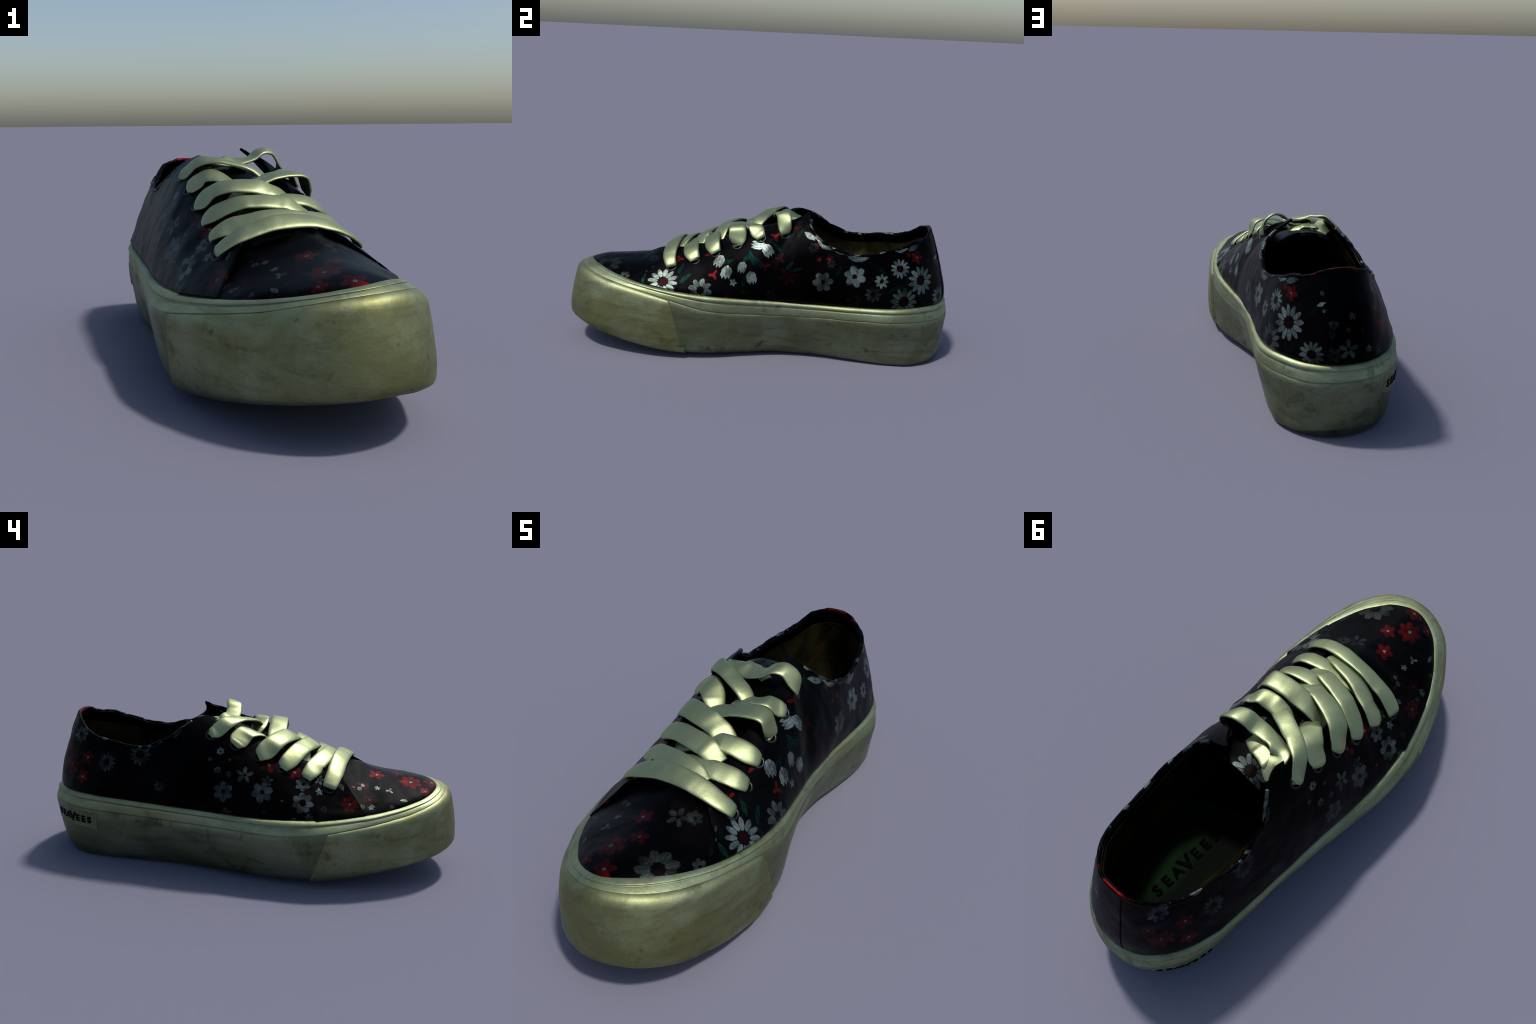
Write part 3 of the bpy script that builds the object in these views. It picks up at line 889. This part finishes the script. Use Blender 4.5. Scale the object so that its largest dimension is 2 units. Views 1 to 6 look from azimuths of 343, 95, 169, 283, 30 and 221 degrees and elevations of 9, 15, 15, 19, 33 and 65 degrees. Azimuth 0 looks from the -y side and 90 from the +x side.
# insole
yy = np.linspace(.95, -.75, 60)
Fr = np.array([edge(np.linspace(0, 2.25, 400))[np.argmin(abs(edge(np.linspace(0, 2.25, 400))[:, 1] - y))] for y in yy])
Fl = np.array([edge(np.linspace(2.25, 4.5, 400))[np.argmin(abs(edge(np.linspace(2.25, 4.5, 400))[:, 1] - y))] for y in yy])
V = []
for a, b, y in zip(Fr, Fl, yy):
    for k in range(9):
        u = k / 8
        V.append(((a[0] + b[0]) / 2 + (b[0] - a[0]) * (u - .5) * np.interp(y, [-.75, 0, .3, .95], [.6, .8, .93, .93]), y, np.interp(y, [-.75, -.3, .3, .95], [.34, .29, .262, .262]) + np.interp(y, [-.3, .2], [0, .05]) * abs(2*u - 1) ** 3))
add_object('insole', mesh_from('insole', V, grid_faces(60, 9)), M_INSOLE)

# black screen modelled for the toe cavity's darkness, blocks light past the tongue
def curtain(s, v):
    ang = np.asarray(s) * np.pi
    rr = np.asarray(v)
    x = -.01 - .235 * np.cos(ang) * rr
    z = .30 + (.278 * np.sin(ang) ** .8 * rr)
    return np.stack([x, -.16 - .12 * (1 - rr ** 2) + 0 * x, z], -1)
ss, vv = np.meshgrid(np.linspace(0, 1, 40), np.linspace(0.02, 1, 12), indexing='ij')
add_object('toe_darkness_screen', mesh_from('toe_darkness_screen', curtain(ss.ravel(), vv.ravel()), grid_faces(40, 12)), M_FACING)

# ----------------------------------------------------------------------------
# laces
# ----------------------------------------------------------------------------
def ribbon(name, pts, normals, width=.064, thick=.013, mat=None, n=70, widths=None, dive=.0, free=False):
    pts = np.asarray(pts, float)
    k = np.concatenate([[0], np.cumsum(np.linalg.norm(np.diff(pts, axis=0), axis=1))])
    t = np.linspace(0, k[-1], n)
    C = crom(np.column_stack([k, pts]), t)
    Nn = crom(np.column_stack([k, np.asarray(normals, float)]), t)
    W = np.full(n, width) if widths is None else crom(np.column_stack([k, widths]), t)[:, 0]
    d = unit(np.gradient(C, axis=0))
    Nn = unit(Nn - d * np.sum(Nn * d, 1, keepdims=True))
    side = np.cross(d, Nn)
    # flat woven tape: rounded edges, slight crown
    m = 20
    prof = []
    for i in range(m):
        a = 2 * math.pi * i / m
        cx, sx = math.cos(a), math.sin(a)
        prof.append((math.copysign(abs(cx) ** .5, cx) * .5, math.copysign(abs(sx) ** .7, sx) * .5))
    V = np.zeros((n, m, 3))
    lift = np.zeros((n, 5, 3))
    across = np.linspace(-.5, .5, 5)
    for i in range(n):
        f = i / (n - 1)
        for j, ac in enumerate(across):
            base_p = C[i] + side[i] * ac * W[i]
            if free or (f < .08) or (dive and f > 1 - dive):
                continue
            lift[i, j] = push_out(base_p, thick * .75, LACE_BED) - base_p
    # smooth the lifts so the tape drapes softly
    for _ in range(12):
        lift[1:-1] = (lift[:-2] + 2 * lift[1:-1] + lift[2:]) / 4
        lift[:, 1:-1] = (lift[:, :-2] + 2 * lift[:, 1:-1] + lift[:, 2:]) / 4
    for i in range(n):
        for j, (px, py) in enumerate(prof):
            crown = .25 * (1 - (2 * px) ** 2)
            L = np.array([np.interp(px, across, lift[i, :, c]) for c in range(3)])
            V[i, j] = C[i] + side[i] * px * W[i] + Nn[i] * (py + crown) * thick + L
    f = grid_faces(n, m, False, True) + [tuple(range(m)), tuple((n - 1) * m + i for i in range(m))]
    V = V.reshape(-1, 3)
    V += np.repeat(Nn, m, 0) * (fbm(V, 12, 8.) * .0025)[:, None]
    ob = add_object(name, mesh_from(name, V, f), mat or M_LACE)
    bed(ob)
    return ob


HOLE_R = [(.238, -.427, .448), (.222, -.312, .487), (.211, -.206, .532), (.191, -.096, .572), (.183, .017, .614), (.175, .135, .647)]
HOLE_L = [(-.199, -.422, .448), (-.184, -.308, .478), (-.185, -.193, .519), (-.177, -.081, .563), (-.172, .037, .598), (-.174, .153, .648)]


def snap(side, p):
    """nearest point and normal on the quarter"""
    fn = qr if side > 0 else ql
    ss, vv = np.meshgrid(np.linspace(.9, 1.75, 120), np.linspace(.3, 1, 60), indexing='ij')
    P = fn(ss.ravel(), vv.ravel())
    i = np.argmin(np.sum((P - np.array(p)) ** 2, 1))
    s, v = ss.ravel()[i:i+1], vv.ravel()[i:i+1]
    return fn(s, v)[0], normals_of(fn, s, v, REF)[0]


HR = [snap(1, p) for p in HOLE_R]
HL = [snap(-1, p) for p in HOLE_L]
bed(QR, QL, TONGUE)
UP = unit(np.array([0, -.42, .9]))


def lace(hole, mids, w=.08, w_end=None, dive=.16, free=False, tilt=-.38, lower=-.024):
    """tape from an eyelet over the instep; mids rows: x, y, z [, normal]; last one tucks under"""
    p, n = hole
    pts = [p - n * .008, p + n * .010]
    nor = [n, n]
    for q in mids:
        pts.append(np.array(q[:3], float) + np.array([0, 0, lower]))
        nor.append(np.array(q[3:6], float) + np.array([0, tilt, 0]) if len(q) > 3 else UP)
    wd = [w * .5, w * .72] + [w] * (len(mids) - 1) + [w_end or w * .8]
    return ribbon('shoelace', pts, nor, w, widths=wd, dive=dive, free=free)


# front bar
p, n = HR[0]; q, m = HL[0]
lace(HR[1], [(.195, -.335, .545, .6, 0, .8), (.12, -.350, .565, .2, 0, 1), (.04, -.357, .565), (-.03, -.365, .55), (-.09, -.385, .515, -.2, 0, 1)], w=.082)
lace(HL[1], [(-.155, -.332, .535, -.7, 0, .8), (-.10, -.352, .560, -.3, 0, 1), (-.02, -.380, .576), (.06, -.397, .570), (.12, -.415, .545, .2, 0, 1)], w=.082)
ribbon('shoelace', [p - n * .008, p + n * .012, (.205, -.446, .495), (.13, -.451, .530), (.05, -.446, .540), (-.05, -.440, .532), (-.135, -.436, .505),
                    q + m * .012, q - m * .008],
       [n, n, (.6, -.3, .8), (.25, -.35, 1), (0, -.35, 1), (-.15, -.35, 1), (-.55, -.3, .8), m, m], widths=[.04, .056, .07, .078, .08, .08, .078, .066, .045])
lace(HR[2], [(.185, -.228, .590, .6, 0, .8), (.12, -.240, .612, .2, 0, 1), (.04, -.250, .608), (-.03, -.262, .59), (-.09, -.285, .550, -.2, 0, 1)], w=.082)
lace(HL[2], [(-.165, -.222, .575, -.7, 0, .8), (-.10, -.252, .606, -.3, 0, 1), (-.02, -.278, .615), (.06, -.296, .604), (.12, -.31, .57, .2, 0, 1)], w=.084)
lace(HR[3], [(.200, -.100, .635, 1, .2, .4), (.182, -.104, .680, .7, .2, .8), (.12, -.114, .690, 0, .1, 1), (.04, -.124, .674, -.1, .1, 1), (-.03, -.132, .645, -.1, 0, 1), (-.08, -.14, .60, -.1, 0, 1)], w=.088, tilt=-.2)
lace(HL[3], [(-.170, -.110, .615, -.8, 0, .7), (-.130, -.145, .648, -.4, 0, 1), (-.06, -.177, .660), (.01, -.197, .648), (.07, -.210, .618, .1, 0, 1), (.12, -.225, .572, .2, 0, 1)], w=.092)
lace(HR[4], [(.176, .0, .665, .9, .3, .4), (.145, -.018, .690, .4, .3, 1), (.090, -.030, .684, -.2, .3, 1), (.035, -.026, .668, -.4, .3, 1), (-.005, -.008, .640, -.5, .2, 1)], w=.075, tilt=-.2)
lace(HL[4], [(-.172, .022, .650, -.8, .1, .6), (-.130, -.004, .684, -.4, .1, 1), (-.085, -.04, .672, .2, .1, 1), (-.045, -.085, .63, .5, .1, 1)], w=.094)
# loose top pair: folded over each other on the tongue
lace(HR[5], [(.172, .132, .70, 1, -.2, .35), (.140, .124, .738, .6, -.1, .8), (.098, .112, .740, 0, 0, 1), (.06, .103, .716, -.3, 0, .9), (0, .097, .706, 0, -.2, .8), (-.05, .104, .708, .1, -.3, .7),
             (-.088, .130, .700, .3, 0, .8), (-.088, .175, .690, 0, .5, 1), (-.125, .205, .668, -.3, .5, 1)], w=.074, tilt=-.1, lower=-.004)
lace(HL[5], [(-.172, .125, .692, -.9, 0, .5), (-.145, .085, .728, -.6, 0, .8), (-.09, .050, .734, 0, .1, 1), (-.03, .02, .722, .3, .1, 1), (.03, -.008, .700, .2, .2, 1), (.075, -.030, .66, .2, .2, 1)], w=.07, tilt=-.25)
lace((np.array([-.120, .178, .662]), np.array([-.3, .2, 1.])), [(-.10, .165, .700, 0, .5, 1), (-.05, .160, .706, 0, .6, 1), (.0, .150, .704, .1, .6, 1), (.05, .135, .69, .2, .5, 1)], w=.075)

# eyelets: stitched rings round the lace holes
def ring(p, n, R, r, name='eyelet'):
    n = unit(n); a = unit(np.cross(n, [0, 1., .2])); b = np.cross(n, a)
    V = []; nu, nvv = 28, 8
    for i in range(nu):
        t = 2 * math.pi * i / nu
        d = math.cos(t) * a + math.sin(t) * b
        for j in range(nvv):
            q = 2 * math.pi * j / nvv
            V.append(p + d * (R + r * math.cos(q)) + n * r * .7 * math.sin(q))
    add_object(name, mesh_from(name, V, grid_faces(nu, nvv, True, True)), M_EYELET)

for p, n in HR + HL:
    ring(p + n * .006 - np.array([0, 0, .004]), n, .023, .0055)

# ----------------------------------------------------------------------------
# lettering: raised heel label and the footbed print
# ----------------------------------------------------------------------------
def letter_mesh(ch, size, depth):
    cu = bpy.data.curves.new('lettering', 'FONT')
    cu.body = ch
    cu.size = size
    cu.offset = size * .035
    cu.extrude = depth
    cu.align_x = 'CENTER'
    cu.resolution_u = 4
    tmp = bpy.data.objects.new('lettering_tmp', cu)
    bpy.context.scene.collection.objects.link(tmp)
    dg = bpy.context.evaluated_depsgraph_get()
    me = bpy.data.meshes.new_from_object(tmp.evaluated_get(dg))
    bpy.data.objects.remove(tmp)
    bpy.data.curves.remove(cu)
    return me


def word(text, place, size, step, depth, mat, parent, big=None):
    for i, ch in enumerate(text):
        sz = size * (1.4 if i == big else 1)
        me = letter_mesh(ch, sz, depth)
        x0 = (i + .5) * step
        for v in me.vertices:
            p = place(x0 + v.co.x, v.co.y - sz * .35, v.co.z)
            v.co = Vector(p)
        me.update()
        bm = bmesh.new(); bm.from_mesh(me)
        bmesh.ops.recalc_face_normals(bm, faces=bm.faces)
        bm.to_mesh(me); bm.free()
        ob = add_object('letter', me, mat, parent)
        for p in me.polygons:
            p.use_smooth = False


LAB_S0, LAB_S1, LAB_W = 4.315, 4.035, .225       # label from heel back to the outer side


def on_label(u, h, off):
    s = np.array([LAB_S0 - .016 - u])
    G, B_ = crease(s)[0], base(s)[0]
    w = LAB_W - h / (G[2] - B_[2])
    P, n = sole_side(s, np.array([w]))
    return P[0] + n[0] * (.0085 + off)


# raised plate with a rim
nu, nw = 40, 10
V = []
for i in range(nu):
    for j in range(nw):
        fu, fw = i / (nu - 1), j / (nw - 1)
        s = np.array([LAB_S0 + (LAB_S1 - LAB_S0) * fu])
        w = .03 + (LAB_W * 2 - .05) * fw
        P, n = sole_side(s, np.array([w]))
        border = min(fu, 1 - fu) * 14, min(fw, 1 - fw) * 6
        h = -.004 if min(i, nu - 1 - i, j, nw - 1 - j) == 0 else (.0095 if min(border) < 1.01 else .0075)
        V.append(P[0] + n[0] * h)
LABEL = add_object('heel_label', mesh_from('heel_label', V, grid_faces(nu, nw)), M_LABEL, smooth_angle=40)
word('SEAVEES', on_label, .046, (LAB_S0 - LAB_S1 - .05) / 7, .0015, M_INK, LABEL, big=3)

INSOLE = bpy.data.objects['insole']
word('SEAVEES', lambda u, h, off: (.0 + h, .745 - u, .2665 + off), .062, .052, .0008, M_INK, INSOLE, big=3)
